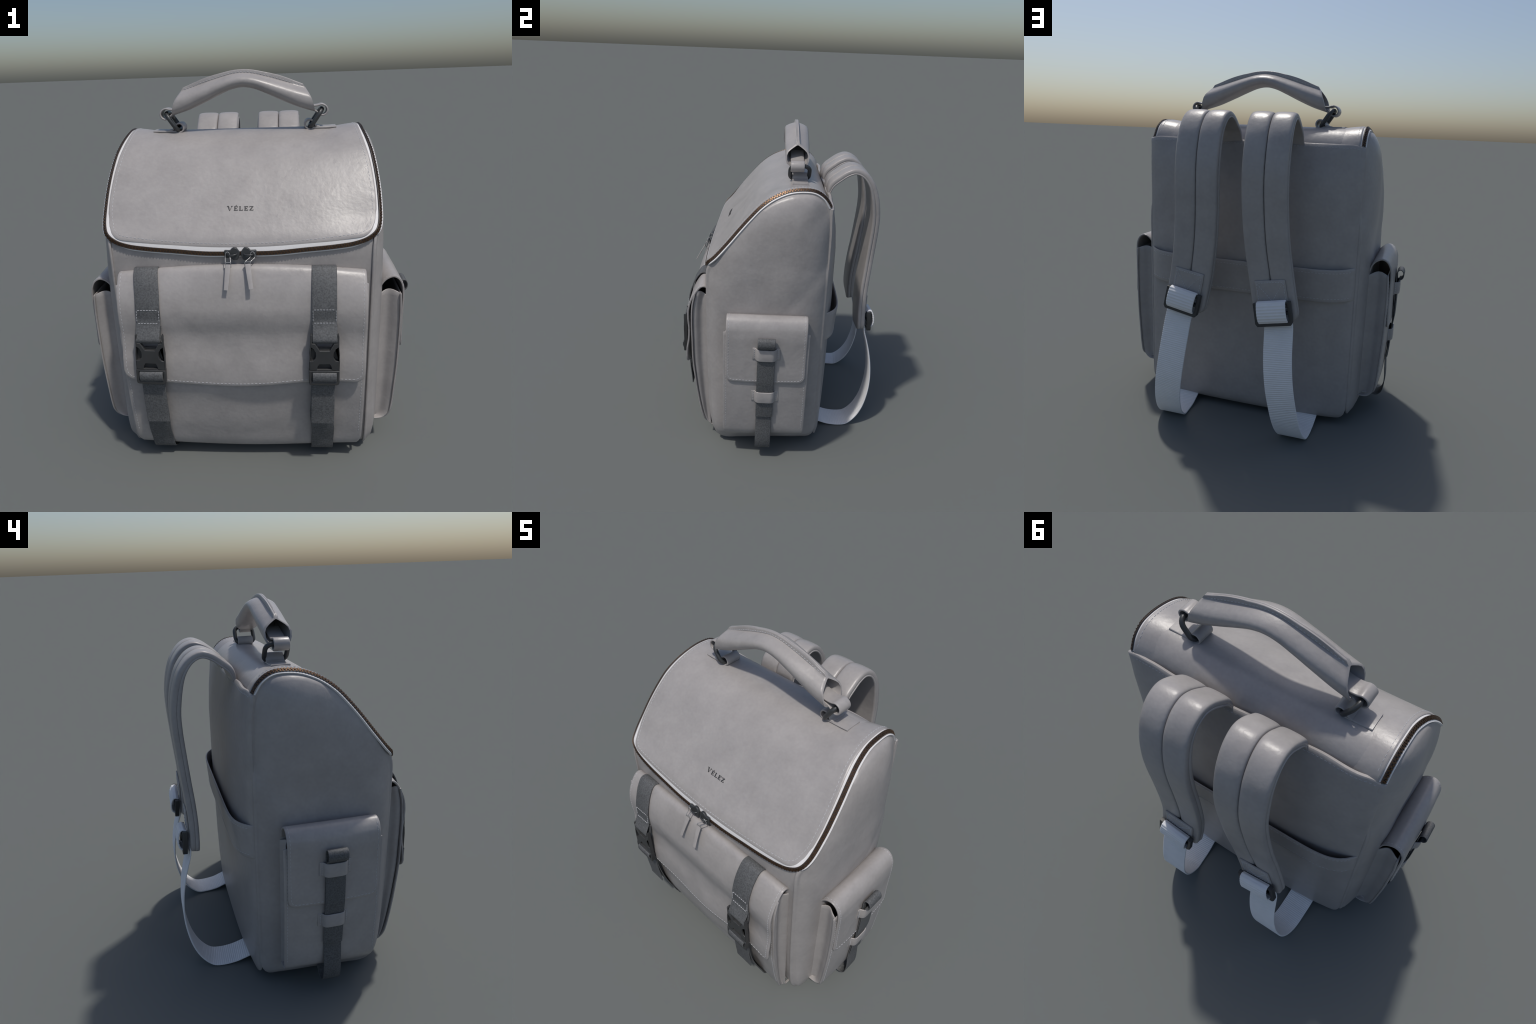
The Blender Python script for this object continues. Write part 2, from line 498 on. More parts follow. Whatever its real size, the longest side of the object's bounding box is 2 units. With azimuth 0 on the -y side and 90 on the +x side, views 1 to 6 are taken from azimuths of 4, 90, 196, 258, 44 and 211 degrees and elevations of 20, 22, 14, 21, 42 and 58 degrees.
for _ in range(12):
    ZN[1:-1] = unit(ZN[:-2] + ZN[1:-1] * 2 + ZN[2:])
ZW = np.cross(ZN, ZT)          # points towards the lid (+) or the body (-)
if ZW[400][2] < 0: ZW = -ZW
zipper = group("zipper")
def ribbon(sec, i0=0, i1=800, step=2):
    V = []; idx = list(range(i0, i1, step))
    for i in idx:
        for w, n in sec:
            V.append(ZP[i] + ZW[i] * w + ZN[i] * n)
    m = len(sec); Fc = grid_faces(len(idx), m, cv=True)
    Fc += [tuple(range(m)), tuple(range((len(idx) - 1) * m, len(idx) * m))]
    return V, Fc
aside = np.abs(side)[:, None]
LD = unit(ZW * (1 - aside * .75) + aside * (A(-1, 0, 0) * np.sign(ZP[:, :1])) * .9)     # along the lid
BD = unit((-ZW + A(0, .35, 0)) * (1 - aside * .9) + aside * (-nyz * .55 + A(1, 0, 0) * np.sign(ZP[:, :1]) * .62))   # along the body
V = []; idx = list(range(0, 800, 2))
for i in idx:
    p = ZP[i]; n = ZN[i]
    V += [p + BD[i] * .0185 + n * .001, p + BD[i] * .012 + n * .0005, p + n * .0005, p + LD[i] * .012 + n * .0005, p + LD[i] * .034 - n * .004, p + LD[i] * .034 - n * .010, p - n * .010, p + BD[i] * .0185 - n * .008]
Fc = grid_faces(len(idx), 8, cv=True) + [tuple(range(8)), tuple(range((len(idx) - 1) * 8, len(idx) * 8))]
make("zipper_tape", V, Fc, TAPE, zipper, angle=30)
V, Fc = ribbon([(-.0104, .001), (-.0088, .0024), (.0088, .0024), (.0104, .001), (.0104, -.003), (-.0104, -.003)])
make("zipper_coil", V, Fc, COIL, zipper, angle=30)
parts = []
Ls = np.concatenate([[0], np.cumsum(np.linalg.norm(np.diff(ZP, axis=0), axis=1))])
pitch = .0075; k = 0; u = .004
while u < Ls[-1] - .004:
    i = int(np.searchsorted(Ls, u))
    sg = 1 if k % 2 else -1
    c = ZP[i] + ZW[i] * sg * .0038 + ZN[i] * .0030
    parts.append(box(c, ZT[i] * pitch * .40, ZW[i] * .0050, ZN[i] * .0015))
    u += pitch / 1.0; k += 1
V, Fc = join(parts); make("zipper_teeth", V, Fc, BRONZE, zipper, kind="stuff", recalc=True)

# sliders and pulls
def slider(sx, cx, top, bot):
    i = int(np.argmin(np.abs(ZP[:, 0] - cx) + (ZP[:, 1] > -.3) * 9))
    c = ZP[i] + ZN[i] * .006
    q = .000215
    pts = [(390, 345), (405, 325), (520, 330), (560, 285), (600, 268), (660, 272), (700, 320), (732, 370), (728, 440),
           (690, 535), (660, 548), (590, 545), (525, 492), (400, 500)]
    L = [((x - 570) * q * sx, -(y - 410) * q) for x, y in pts]
    if sx < 0: L = L[::-1]
    X = A(1, 0, 0); Z = ZN[i]; Y = np.cross(Z, X)
    M = Matrix(((X[0], Y[0], Z[0], c[0]), (X[1], Y[1], Z[1], c[1]), (X[2], Y[2], Z[2], c[2]), (0, 0, 0, 1)))
    ob = plate("zipper_slider", [L], .016, M, METAL, zipper, bevel=.004)
    arch = spline([c + X * sx * -.026 + Z * .004, c + X * sx * -.020 + Z * .014 - Y * .003, c + Z * .019 - Y * .004,
                   c + X * sx * .016 + Z * .014 - Y * .002, c + X * sx * .022 + Z * .004], 20)
    V, Fc = tube(arch, .0042, W=Y); make("slider_bridge", V, Fc, METAL, zipper)
    ax = cx - sx * .021
    a0 = c + X * (ax - cx) + Z * .017
    top, bot = A(*top), A(*bot)
    w = .0125
    cord = spline([top + A(-w, .001, -.012), top + A(-w, -.001, .012), a0 + A(-.011, -.002, -.012), a0 + A(-.008, -.003, .008),
                   a0 + A(0, -.002, .013), a0 + A(.008, -.003, .008), a0 + A(.011, -.002, -.012), top + A(w, -.001, .012), top + A(w, .001, -.012)], 60)
    barp = spline([top + A(-w, -.001, .014), top + A(0, -.002, .014), top + A(w, -.001, .014)], 8)
    V, Fc = join([tube(cord, .0019, k=8, W=A(0, 1, 0)), tube(barp, .0019, k=8)])
    make("pull_cord", V, Fc, SILVER, zipper)
    P = spline([top + A(0, 0, .004), (top + bot) / 2 + A(0, -.003, 0), bot], 16)
    V, Fc = sweep(P, A(1, 0, 0), lambda t: flat(.027 - .006 * t, .0045))
    V2, F2 = sweep(spline([top + A(-.008, .004, -.016), top + A(-.019, .006, -.020)], 4), A(0, 0, 1), flat(.008, .003))
    V, Fc = join([(V, Fc), (V2, F2)])
    make("pull_tab", V, Fc, LEATHER, zipper)
slider(1, -.033, (-.052, -.527, 1.143), (-.061, -.580, 1.040))
slider(-1, .042, (.040, -.530, 1.146), (.056, -.588, 1.048))

# ------------------------------------------------------------- flap pockets
def patch(fn, W, tend, r, nu, nv, W0=None):
    """Grid over u in [-W,W], t in [0,tend]; the far corners (t=tend) are rounded by r."""
    G = np.zeros((nu, nv, 3))
    for i in range(nu):
        a = math.sin((-1 + 2 * i / (nu - 1)) * math.pi / 2) * .7 + (-1 + 2 * i / (nu - 1)) * .3
        e = np.clip((abs(a) * W - (W - r)) / r, 0, 1)
        te = tend - r * (1 - math.sqrt(max(0, 1 - e * e)))
        for j in range(nv):
            G[i, j] = fn(a * W, te * j / (nv - 1))
    return G

def curve_fn(pts, n=300):
    Q = spline(pts, n); S = np.concatenate([[0], np.cumsum(np.linalg.norm(np.diff(Q, axis=0), axis=1))])
    return (lambda s: A(np.interp(s, S, Q[:, 0]), np.interp(s, S, Q[:, 1]))), S[-1]

def flap_border(fn, W, tend, r, ins, t0):
    W -= ins; r -= ins * .5; te = tend - ins
    c = [(-W, t) for t in np.linspace(t0, te - r, 40)]
    c += [(-W + r - r * math.cos(a), te - r + r * math.sin(a)) for a in np.linspace(0, math.pi / 2, 10)]
    c += [(x, te) for x in np.linspace(-W + r, W - r, 60)]
    c += [(W - r + r * math.sin(a), te - r + r * math.cos(a)) for a in np.linspace(0, math.pi / 2, 10)]
    c += [(W, t) for t in np.linspace(te - r, t0, 40)]
    P, N = [], []
    for u, t in c:
        p, n = offset_pt(fn, u, t, 0); P.append(p); N.append(n)
    return np.array(P), np.array(N)

def orient(N, P, c):
    return np.where((np.sum(N * (P - c), axis=1) < 0)[:, None], -N, N)

# -- front pocket (depth d is measured towards -y)
fp = group("front_pocket")
FW = .592
face_c, FL = curve_fn([(.530, 1.045), (.548, .96), (.553, .85), (.551, .72), (.548, .59), (.536, .46), (.523, .35), (.502, .22), (.482, .14), (.460, .098), (.43, .085), (.40, .083)])
def fface(u, t):
    d, z = face_c(t)
    a = abs(u) / FW
    bel = (.006 - .016 * smooth(-.25, .35, u)) * (1 - a ** 3) * smooth(0, .25, t) * smooth(FL, FL - .2, t)
    z -= .028 * (1 - a * a) * smooth(.35, .09, z)
    z += .012 * (1 - a * a) * smooth(.9, 1.05, z)
    bel += .013 * math.exp(-((z - .50) / .07) ** 2) * (1 - a ** 4) - .008 * smooth(.3, .15, z) * (1 - a ** 4)
    wob = .004 * math.sin(u * 9 + 1.) * smooth(.1, .4, t) * smooth(FL, FL - .2, t)
    return A(u * (1 - .045 * smooth(FL - .14, FL - .02, t)), -(d + bel + wob), z)
G = np.array([[fface(FW * (math.sin(a * math.pi / 2) * .6 + a * .4), t) for t in np.linspace(0, FL, 60)] for a in np.linspace(-1, 1, 61)])
V, Fc = sheet(G, .010, (0, -1, 0), edge=.5)
face = make("pocket_face", V, Fc, LEATHER, fp, angle=50)
parts = []
for sg in (-1, 1):
    tt = np.linspace(.03, FL - .16, 80)
    P = np.array([fface(sg * (FW - .012), t) for t in tt]); N = np.array([A(0, -1, 0)] * len(P))
    parts += dashes(P, N)
V, Fc = join(parts); make("stitching", V, Fc, THREAD, fp, kind="stuff")
for sg in (-1, 1):      # bellows gusset between pocket face and bag
    rows = []
    for t in np.linspace(0, FL, 60):
        d, z = face_c(t)
        d0 = .436; k = np.linspace(0, 1, 14); dep = max(d - .012 - d0, 0)
        zt = z + .0 * k
        fold = -.007 * np.sin(k * math.pi) ** .8 * smooth(-.01, .05, dep) + .007 * np.sin(k * math.pi * 3) * smooth(0, .06, dep)
        fold = fold - .004 + .010 * smooth(.75, 1, k)
        rows.append([A(sg * (FW - .004 + f), -(d - .012 - dep * kk), zz + (.012 * math.sin(kk * math.pi * 2 + .4) if t == 0 else 0)) for kk, f, zz in zip(k, fold, zt)])
    V, Fc = sheet(np.array(rows), .006, (sg, 0, 0), edge=.3)
    make("pocket_gusset", V, Fc, LEATHER, fp, angle=60)
flap_c, _ = curve_fn([(.440, 1.074), (.463, 1.094), (.492, 1.090), (.525, 1.052), (.556, .995), (.573, .93), (.575, .87), (.570, .80), (.573, .73), (.584, .66), (.588, .59), (.584, .50)])
FLT = .620; FFW = .586
def fflap(u, t):
    d, z = flap_c(t)
    a = abs(u) / FFW
    m = 1 - a * a
    z += .042 * m * smooth(.30, .02, t) * smooth(-.01, .05, t)
    d += .012 * m * smooth(.22, .06, t) * smooth(0, .05, t) - .010 * m * smooth(.24, .40, t) + .004 * math.sin(u * 11) * smooth(.2, .45, t)
    z -= (.018 * m + .010 * math.sin(u * 7 + 2.4)) * smooth(.4, .6, t)
    d += (.003 * m + .006 * math.sin(u * 8 + 1.2)) * smooth(.48, .62, t) - .009 * smooth(-.3, -.58, u) * smooth(.1, .3, t)
    return A(u, -d, z)
G = patch(fflap, FFW, FLT, .05, 81, 64)
V, Fc = sheet(G, .011, (0, -1, .1), edge=.4)
flap = make("pocket_flap", V, Fc, LEATHER, fp, angle=50)
P, N = flap_border(fflap, FFW, FLT, .05, .011, .03)
V, Fc = join(dashes(P, orient(N, P, A(0, -.35, .8)))); make("stitching", V, Fc, THREAD, fp, kind="stuff")

# -- side pockets (depth d is measured outwards along x)
def side_pocket(sg):
    sp = group("side_pocket")
    C, W = -.0885, .2435
    fc, L = curve_fn([(.796, .905), (.801, .8), (.801, .65), (.798, .5), (.790, .36), (.782, .25), (.770, .19), (.745, .163), (.715, .158), (.69, .16)])
    def face(u, t):
        d, z = fc(t); a = abs(u) / W
        d += .012 * (1 - a ** 2) * smooth(L, L - .15, t) * smooth(-.05, .2, t)
        z += .010 * math.sin(u * 8) * smooth(.2, .16, z)
        return A(sg * d, C + u * (1 - .11 * smooth(L - .13, L - .02, t)), z)
    G = np.array([[face(W * (math.sin(a * math.pi / 2) * .6 + a * .4), t) for t in np.linspace(0, L, 50)] for a in np.linspace(-1, 1, 41)])
    V, Fc = sheet(G, .010, (sg, 0, 0), edge=.5)
    make("pocket_face", V, Fc, LEATHER, sp, angle=50)
    parts = []
    for e in (-1, 1):
        P = np.array([face(e * (W - .011), t) for t in np.linspace(.02, L - .13, 60)])
        parts += dashes(P, A(sg, 0, 0))
    for e in (-1, 1):
        rows = []
        for t in np.linspace(0, L, 52):
            d, z = fc(t); k = np.linspace(0, 1, 12); d0 = .672; dep = max(d - .011 - d0, 0)
            fold = -.020 * np.sin(k * math.pi) ** .8 * smooth(-.01, .06, dep) + .005 * np.sin(k * 3 * math.pi) * smooth(0, .06, dep) - .003 + .006 * smooth(.7, 1, k)
            rows.append([A(sg * (d - .011 - dep * kk), C + e * (W - .003 + f), z + (.016 * math.sin(kk * math.pi * 1.2 + .2) if t == 0 else 0))
                         for kk, f in zip(k, fold)])
        V, Fc = sheet(np.array(rows), .006, (0, e, 0), edge=.3)
        make("pocket_gusset", V, Fc, LEATHER, sp, angle=60)
    fl, _ = curve_fn([(.682, .925), (.692, .958), (.718, .988), (.755, 1.001), (.786, .985), (.806, .948), (.812, .90), (.812, .82), (.812, .72), (.814, .64), (.812, .5)])
    LT_, FW_ = .545, .228
    def flap(u, t):
        d, z = fl(t); a = abs(u) / FW_
        d += .009 * (1 - a * a) * smooth(.1, .3, t)
        return A(sg * d, C + u, z)
    G = patch(flap, FW_, LT_, .035, 51, 60)
    V, Fc = sheet(G, .010, (sg, 0, .2), edge=.4)
    make("pocket_flap", V, Fc, LEATHER, sp, angle=50)
    P, N = flap_border(flap, FW_, LT_, .035, .010, .03)
    parts += dashes(P, orient(N, P, A(0, C, .7)))
    # webbing closure with rolled end, two keepers
    sy = -.087
    P = np.array([A(sg * d, sy, z) for d, z in spline([(.826, .56), (.828, .7), (.829, .78), (.829, .835)] + [(.848 + .020 * math.cos(a), .872 + .030 * math.sin(a)) for a in np.radians([175, 135, 95, 55, 15, -25, -65, -95])] + [(.838, .80), (.836, .72), (.834, .60), (.828, .55), (.822, .50), (.820, .42), (.815, .345)], 120)])
    V, Fc = sweep(P, A(0, 1, 0), flat(.101, .0055))
    make("closure_webbing", V, Fc, FELT, sp, angle=50)
    P = np.array([A(sg * d, sy - .002 + .0 * z, z) for d, z in spline([(.812, .49), (.811, .40), (.806, .33), (.809, .26), (.812, .20), (.808, .14), (.795, .098), (.768, .078), (.735, .085), (.70, .12), (.67, .16)], 70)])
    V, Fc = sweep(P, A(0, 1, 0), flat(.094, .0055))
    make("closure_webbing", V, Fc, FELT, sp, angle=50)
    for zc, dm, de in ((.792, .846, .822), (.494, .831, .808)):
        P = np.array([A(sg * d, sy + u, zc) for u, d in spline([(-.079, de), (-.062, de + .001), (-.052, dm - .008), (-.040, dm), (0, dm + .002), (.040, dm), (.052, dm - .008), (.062, de + .001), (.079, de)], 50)])
        V, Fc = sweep(P, A(0, 0, 1), flat(.074, .007))
        make("keeper_loop", V, Fc, LEATHER, sp, angle=50)
        for e in (-1, 1):
            q = np.array([A(sg * (de + .0055), sy + e * .068, zc + h) for h in np.linspace(-.034, .034, 8)])
            parts += dashes(q, A(sg, 0, 0), length=.008, gap=.005, w=.002)
    V, Fc = join(parts); make("stitching", V, Fc, THREAD, sp, kind="stuff")
side_pocket(1); side_pocket(-1)

# ------------------------------------------------------ front buckle straps
def px(L, cx=555, sx=.000204, sy=.000221):
    return [((x - cx) * sx, -(y - 890) * sy) for x, y in L]
BUCK_TOP = px([(225, 300), (245, 285), (265, 300), (265, 490), (335, 495), (440, 665), (670, 665), (765, 495), (845, 490), (845, 300), (865, 280), (882, 330), (885, 600), (905, 930), (905, 1140),
               (205, 1140), (205, 930), (225, 600)])
BUCK_H1 = px([(238, 590), (300, 630), (345, 705), (352, 780), (340, 850), (295, 905), (225, 918), (222, 760)])
BUCK_H2 = px([(868, 590), (810, 635), (765, 705), (757, 780), (770, 850), (815, 905), (884, 918), (888, 760)])
BUCK_H3 = px([(440, 990), (670, 990), (705, 1040), (725, 1118), (385, 1118), (400, 1050)])
LOW = px([(198, 1142), (908, 1142), (908, 1440), (890, 1485), (850, 1500), (260, 1500), (215, 1485), (198, 1440)])
LOW_H = px([(268, 1190), (838, 1190), (838, 1390), (815, 1425), (290, 1425), (268, 1390)])
def buckle_strap(xt, xm, xb, xbot, lean, dy):
    g = group("buckle_strap")
    def path(pts, n):
        return spline([(x, y + dy * smooth(1.08, .9, z) * smooth(.1, .4, z), z) for x, y, z in pts], n)
    up = path([(xt, -.452, 1.094), (xt, -.474, 1.117), (xt, -.502, 1.117), (xt + (xm - xt) * .5, -.538, 1.072), (xm, -.564, 1.01), (xm, -.580, .945), (xm, -.582, .885),
               (xb, -.591, .855), (xb, -.611, .815), (xb, -.617, .796), (xb, -.609, .782), (xb, -.593, .784), (xb, -.584, .81), (xm, -.578, .86)], 120)
    V, Fc = sweep(up, A(1, 0, 0), flat(.116, .0075))
    make("strap_webbing", V, Fc, FELT, g, angle=50)
    # stitched box below the fold-over
    parts = []
    i0 = int(np.argmin(np.abs(up[:60, 2] - .912))); i1 = int(np.argmin(np.abs(up[:75, 2] - .872) + (np.arange(75) < i0) * 9))
    a, b = up[i0] + A(0, -.0045, 0), up[i1] + A(0, -.0045, 0)
    w = A(.053, 0, 0)
    for p, q in ((a - w, a + w), (b - w, b + w), (a - w, b - w), (a + w, b + w)):
        parts += dashes(np.linspace(p, q, 12), A(0, -1, .1), length=.010, gap=.004, w=.0019)
    V, Fc = join(parts); make("stitching", V, Fc, THREAD, g, kind="stuff")
    # buckle
    c = A((xb + xm) / 2 + lean * -.0, -.608 + dy, .694)
    R = Matrix.Translation(Vector(c)) @ Matrix.Rotation(math.radians(lean), 4, 'Y') @ Matrix.Rotation(math.radians(90), 4, 'X')
    plate("buckle_clip", [BUCK_TOP, BUCK_H1, BUCK_H2, BUCK_H3], .022, R, PLASTIC, g, bevel=.003)
    back_ = px([(240, 620), (870, 620), (890, 1130), (220, 1130)])
    plate("buckle_core", [back_], .008, Matrix.Translation((0, .010, 0)) @ R, PLASTIC, g, bevel=.002)
    plate("buckle_frame", [LOW, LOW_H], .028, R, PLASTIC, g, bevel=.004)
    # webbing through the lower frame: tongue outside, anchor behind
    t = path([(xb - .001, -.592, .60), (xb, -.612, .628), (xb, -.625, .620), (xb, -.628, .600), (xb, -.621, .580), (xb, -.602, .566), (xb - .003, -.590, .545),
              (xb - .004, -.586, .50), (xb - .004, -.580, .42), (xb - .004, -.572, .34), (xb - .004, -.570, .305)], 80)
    V, Fc = sweep(t, A(1, 0, 0), flat(.115, .0065)); make("strap_tongue", V, Fc, FELT, g, angle=50)
    t = path([(xb, -.592, .61), (xb - .004, -.584, .54), (xb - .006, -.572, .44), (xb - .008, -.552, .34), (xbot, -.520, .23), (xbot, -.486, .14), (xbot, -.462, .072), (xbot, -.430, .044), (xbot, -.38, .016), (xbot, -.32, .012)], 80)
    V, Fc = sweep(t, A(1, 0, 0), flat(.115, .006)); make("strap_webbing", V, Fc, FELT, g, angle=50)
buckle_strap(-.449, -.440, -.444, -.459, 2.6, .003)
buckle_strap(.393, .391, .393, .395, 0, .000)

# --------------------------------------------------------------- top handle
handle = group("top_handle")
topc = spline([(-.311, 1.920), (-.19, 1.965), (-.10, 1.987), (-.05, 1.9965), (0, 2.0), (.05, 1.9965), (.10, 1.987), (.19, 1.965), (.311, 1.920)], 61)
botc = spline([(-.372, 1.782), (-.29, 1.806), (-.205, 1.840), (-.13, 1.874), (-.06, 1.902), (0, 1.912), (.06, 1.902), (.13, 1.874), (.205, 1.840), (.29, 1.806), (.372, 1.782)], 61)
sec_mid = [(0, 0), (.012, .024), (.05, .046), (.13, .063), (.26, .072), (.42, .073), (.56, .065), (.68, .045), (.77, .022), (.80, .0105), (.86, .010), (.97, .010), (1.0, .008), (1.0, .002), (.985, 0)]
sec_end = [(0, 0), (.0, .026), (.02, .046), (.09, .061), (.24, .068), (.44, .069), (.58, .062), (.68, .046), (.78, .027), (.865, .0105), (.89, .010), (.97, .010), (1.0, .008), (1.0, .002), (.985, 0)]
sec_in = [(.06, 0), (.06, .022), (.08, .040), (.14, .054), (.26, .060), (.43, .061), (.56, .054), (.66, .039), (.745, .022), (.80, .010), (.815, .006), (.82, .004), (.825, .003), (.83, .001), (.83, 0)]
def h_ring(i, sec):
    tt = abs(i - 30) / 30; k = smooth(.55, 1, tt)
    T_, B_ = A(topc[i, 0], .05, topc[i, 1]), A(botc[i, 0], .05, botc[i, 1])
    d = T_ - B_; out = A(math.copysign(1, topc[i, 0]) if i != 30 else 0, 0, 0)
    pts = []
    for n_, (f, y) in enumerate(sec):
        if sec is sec_mid:
            f, y = f + (sec_end[n_][0] - f) * k, y + (sec_end[n_][1] - y) * k
        elif tt < .6:
            f *= .93
        pts.append((f, y, .012 * math.sin(min(f, 1) * math.pi) * tt ** 4))
    return [B_ + d * f + A(0, y, 0) + out * b for f, y, b in pts] + [B_ + d * f + A(0, -y, 0) + out * b for f, y, b in pts[-2:0:-1]]
G = np.array([h_ring(i, sec_mid) for i in range(61)]); m = G.shape[1]
inn = np.array([h_ring(i, sec_in) for i in range(61)])
V = list(G.reshape(-1, 3)) + list(inn.reshape(-1, 3))
Fc = grid_faces(61, m, cv=True) + [q[::-1] for q in grid_faces(61, m, cv=True, off=61 * m)]
for row in (0, 60):
    for j in range(m):
        a, b = row * m + j, row * m + (j + 1) % m
        Fc.append((a, b, b + 61 * m, a + 61 * m))
make("grip", V, Fc, LEATHER, handle, angle=58, recalc=True)
parts = []
fi = sec_mid.index((.86, .010))
for sgn in (1, -1):
    j = fi if sgn > 0 else m - fi
    P = G[1:-1, j] + A(0, sgn * .0005, 0); parts += dashes(P, A(0, sgn, 0), length=.011, gap=.006, w=.002, h=.001)
V, Fc = join(parts); make("stitching", V, Fc, THREAD, handle, kind="stuff")
for sg in (1, -1):
    c = A(.379, .067, 1.748); D = unit(A(.062, 0, .092)); Yv = A(0, 1, 0)
    ring = []
    hy, hd, rr = .056, .053, .034
    for cx, cy, a0 in ((hy - rr, hd - rr, 0), (-hy + rr, hd - rr, 90), (-hy + rr, -hd + rr, 180), (hy - rr, -hd + rr, 270)):
        for k in range(7):
            a = math.radians(a0 + 15 * k)
            ring.append(c + Yv * (cx + rr * math.cos(a)) + D * (cy + rr * math.sin(a)))
    ring = np.array(ring) * A(sg, 1, 1)
    nrm = np.cross(Yv, D * A(sg, 1, 1))
    V, Fc = sweep(ring, nrm, circ(.0122, 12), closed_path=True)
    make("ring", V, Fc, METAL, handle, angle=60)
    low = spline([(.483, 1.701), (.42, 1.6985), (.370, 1.698), (.345, 1.694), (.326, 1.703), (.322, 1.722), (.334, 1.738), (.352, 1.739), (.368, 1.726), (.378, 1.710), (.398, 1.704)], 70)
    P = np.array([A(sg * x, .071, z) for x, z in low])
    V, Fc = sweep(P, Yv, flat(.092, .0085)); make("ring_tab", V, Fc, LEATHER, handle, angle=50)
    P = np.array([A(sg * x, .071, z) for x, z in [(.355, 1.7005), (.42, 1.700), (.484, 1.702)]])
    V, Fc = sweep(P, Yv, flat(.094, .010)); make("ring_tab", V, Fc, LEATHER, handle, angle=50)
    upl = spline([(.24, 1.850), (.30, 1.828), (.350, 1.812), (.385, 1.812), (.408, 1.817), (.428, 1.808), (.437, 1.790), (.430, 1.771), (.412, 1.763), (.394, 1.772), (.375, 1.786), (.33, 1.802), (.28, 1.82)], 80)
    P = np.array([A(sg * x, .051, z) for x, z in upl])
    V, Fc = sweep(P, Yv, flat(.079, .009)); make("ring_loop", V, Fc, LEATHER, handle, angle=50)

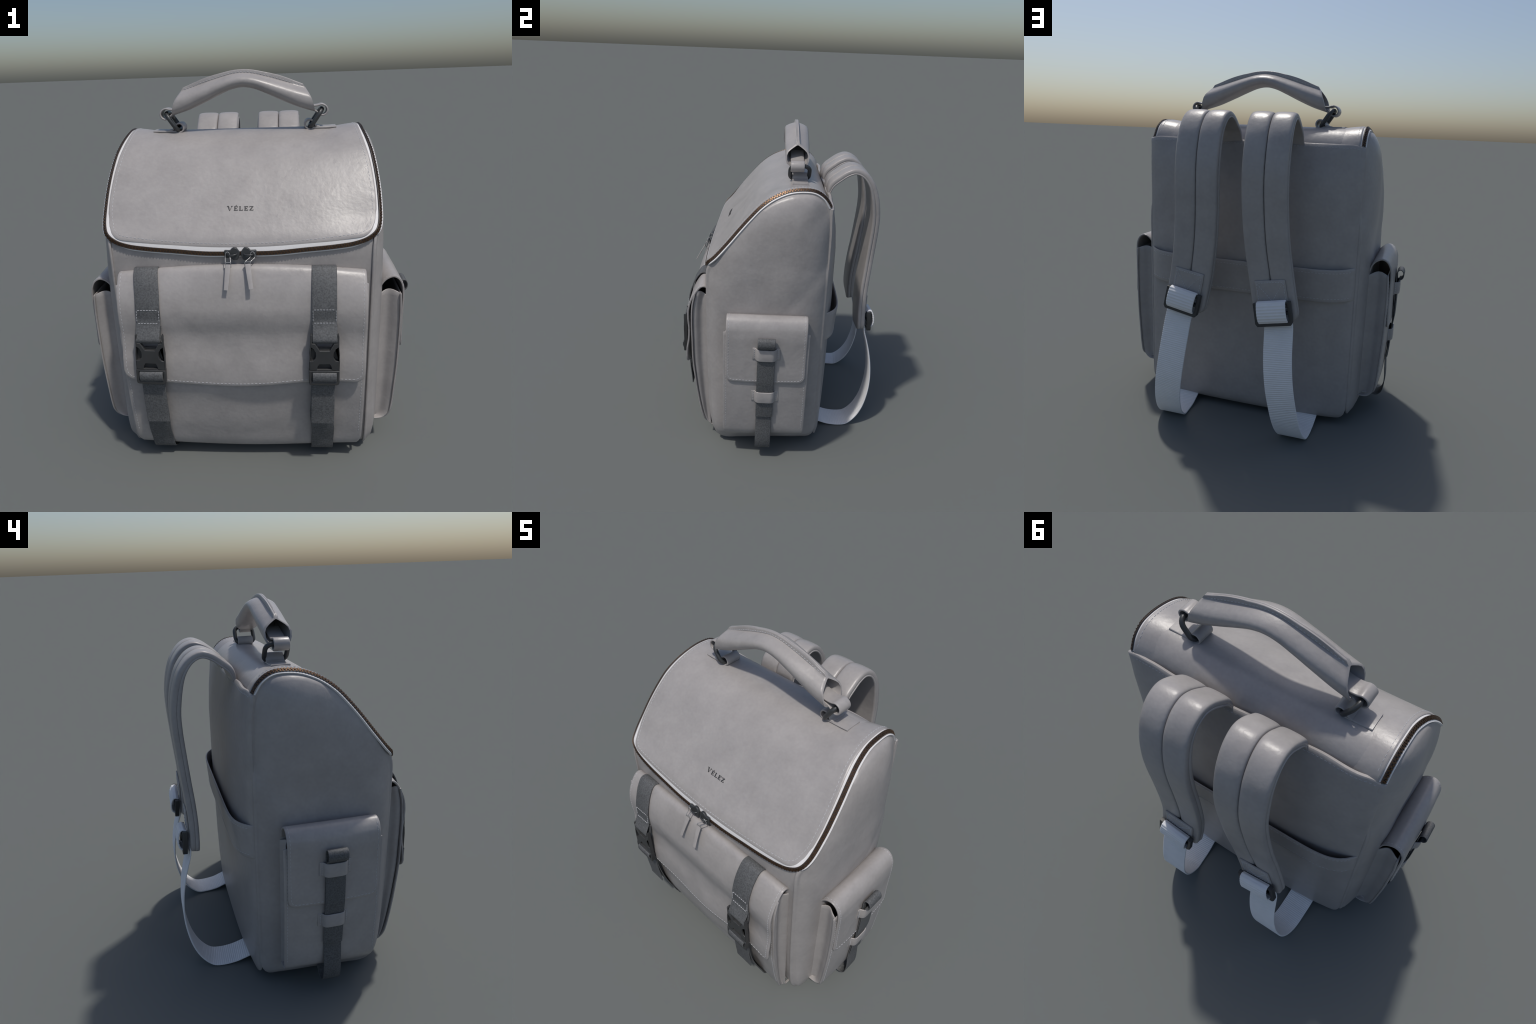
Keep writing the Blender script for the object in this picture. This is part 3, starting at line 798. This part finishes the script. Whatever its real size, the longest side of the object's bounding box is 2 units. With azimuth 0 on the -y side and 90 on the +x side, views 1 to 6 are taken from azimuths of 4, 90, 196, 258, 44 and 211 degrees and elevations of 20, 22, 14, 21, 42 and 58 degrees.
# ----------------------------------------------------------- shoulder straps
def shoulder_strap(sg):
    g = group("shoulder_strap")
    path = [(.177, .252, 1.560), (.177, .260, 1.612), (.177, .280, 1.656), (.177, .326, 1.696), (.177, .370, 1.726), (.178, .413, 1.739), (.180, .462, 1.721),
            (.182, .511, 1.664), (.183, .543, 1.580), (.183, .561, 1.475), (.184, .562, 1.38), (.189, .553, 1.24), (.200, .542, 1.10),
            (.218, .531, .97), (.236, .527, .86), (.256, .530, .76), (.268, .535, .695)]
    P = spline(path, 150) * A(sg, 1, 1)
    w = .119
    def pad(t):
        k = smooth(0, .09, t); th = .006 + .020 * k
        end = math.sqrt(max(0, 1 - max(0, (t - .965) / .035) ** 2)) * .35 + .65
        out = []
        for e in (1, -1):          # two padded channels, groove between them
            q = []
            for a in np.linspace(0, math.pi, 13):
                cx = math.cos(a); sn = math.sin(a) ** .30
                q.append((w / 2 * (1 + .985 * math.copysign(abs(cx) ** .8, cx)), .001 + th * sn))
            if e == 1:
                out += q
            else:
                out += [(-x, y) for x, y in q[::-1]]
        out += [(-w * .98, -.002), (w * .98, -.002)]
        return [(x * end, y * (.55 + .45 * (end - .65) / .35)) for x, y in out]
    V, Fc = sweep(P, A(1, 0, 0), pad); make("strap_pad", V, Fc, LEATHER, g, angle=55)
    def backing(t):
        k = smooth(0, .09, t); th = .006 + .004 * k + .015 * smooth(.2, .40, t)
        end = math.sqrt(max(0, 1 - max(0, (t - .965) / .035) ** 2)) * .35 + .65
        return [(x * end, y - th / 2 - .0005) for x, y in flat(2 * w + .004, th, r=th * .46, k=5)]
    V, Fc = sweep(P, A(1, 0, 0), backing); make("strap_backing", V, Fc, LEATHER, g, angle=55)
    T = unit(np.gradient(P, axis=0)); X = A(1, 0, 0) - T * T[:, :1]; X = unit(X); Nn = unit(np.cross(X, T))
    def at(z, n=0., w=0.):
        i = int(np.argmin(np.abs(P[:, 2] - z) + (P[:, 1] < .45) * 9))
        return P[i] + Nn[i] * n + X[i] * w
    # anchor patch with crossed stitching
    zz = np.linspace(.918, .80, 12)
    G = np.array([[at(z, .0345, u) for z in zz] for u in np.linspace(-.081, .081, 10)])
    V, Fc = sheet(G, .008, (0, 1, 0)); make("anchor_patch", V, Fc, LEATHER, g, angle=50)
    parts = []
    n = grid_normals(G, (0, 1, 0))[5, 5]
    cz = [(-.073, .911), (.073, .911), (.073, .812), (-.073, .812)]
    q = [at(z, .0347, u) for u, z in cz]
    for a, b in ((q[0], q[1]), (q[1], q[2]), (q[3], q[2]), (q[0], q[3]), (q[0], (q[2] + q[3]) / 2), (q[1], (q[2] + q[3]) / 2)):
        parts += dashes(np.linspace(a, b, 14), n, length=.010, gap=.005, w=.0022, h=.0012)
    V, Fc = join(parts); make("stitching", V, Fc, THREAD, g, kind="stuff")
    # ladder-lock frame
    c = at(.748, .052); i = int(np.argmin(np.abs(P[:, 2] - .75) + (P[:, 1] < .45) * 9))
    Z = Nn[i]; Xv = -X[i]; Y = np.cross(Z, Xv)
    M = Matrix(((Xv[0], Y[0], Z[0], c[0]), (Xv[1], Y[1], Z[1], c[1]), (Xv[2], Y[2], Z[2], c[2]), (0, 0, 0, 1)))
    o = [(-.101, .062), (.101, .062), (.101, -.048), (.090, -.064), (-.090, -.064), (-.101, -.048)]
    h1 = [(-.083, .046), (.083, .046), (.083, .010), (-.083, .010)]
    h2 = [(-.083, -.006), (.083, -.006), (.083, -.038), (.078, -.046), (-.078, -.046), (-.083, -.038)]
    plate("ladder_lock", [o, h1, h2], .026, M, PLASTIC, g, bevel=.003)
    # white webbing: ribbed, looped over the frame, hanging down to the bag bottom
    def ribbed(width, th, n_rib):
        def f(t):
            k = 1 + .19 * math.sin(t * n_rib * 2 * math.pi)
            return flat(width, th * k, r=th * .45)
        return f
    O = c
    U = lambda v, nn: O + Y * v + Z * nn
    loop = spline([U(.055, -.010), U(.066, .004), U(.062, .020), U(.040, .030), (U(.010, .034)), U(-.020, .031), U(-.038, .020), U(-.044, .004), U(-.046, -.010)], 160)
    V, Fc = sweep(loop, Xv, ribbed(.158, .0095, 11)); make("webbing_loop", V, Fc, WHITE, g, angle=60)
    web = [(.263, .552, .775), (.270, .556, .73), (.284, .562, .685), (.290, .578, .632), (.296, .600, .55), (.306, .618, .45), (.320, .624, .345), (.336, .614, .245), (.351, .586, .140),
           (.362, .542, .062), (.370, .487, .014), (.375, .435, .006), (.378, .36, .014), (.381, .30, .034), (.382, .25, .052)]
    WP = spline(web, 760) * A(sg, 1, 1)
    V, Fc = sweep(WP, A(1, 0, 0), ribbed(.156, .0085, 92)); make("webbing", V, Fc, WHITE, g, angle=60)
shoulder_strap(1); shoulder_strap(-1)
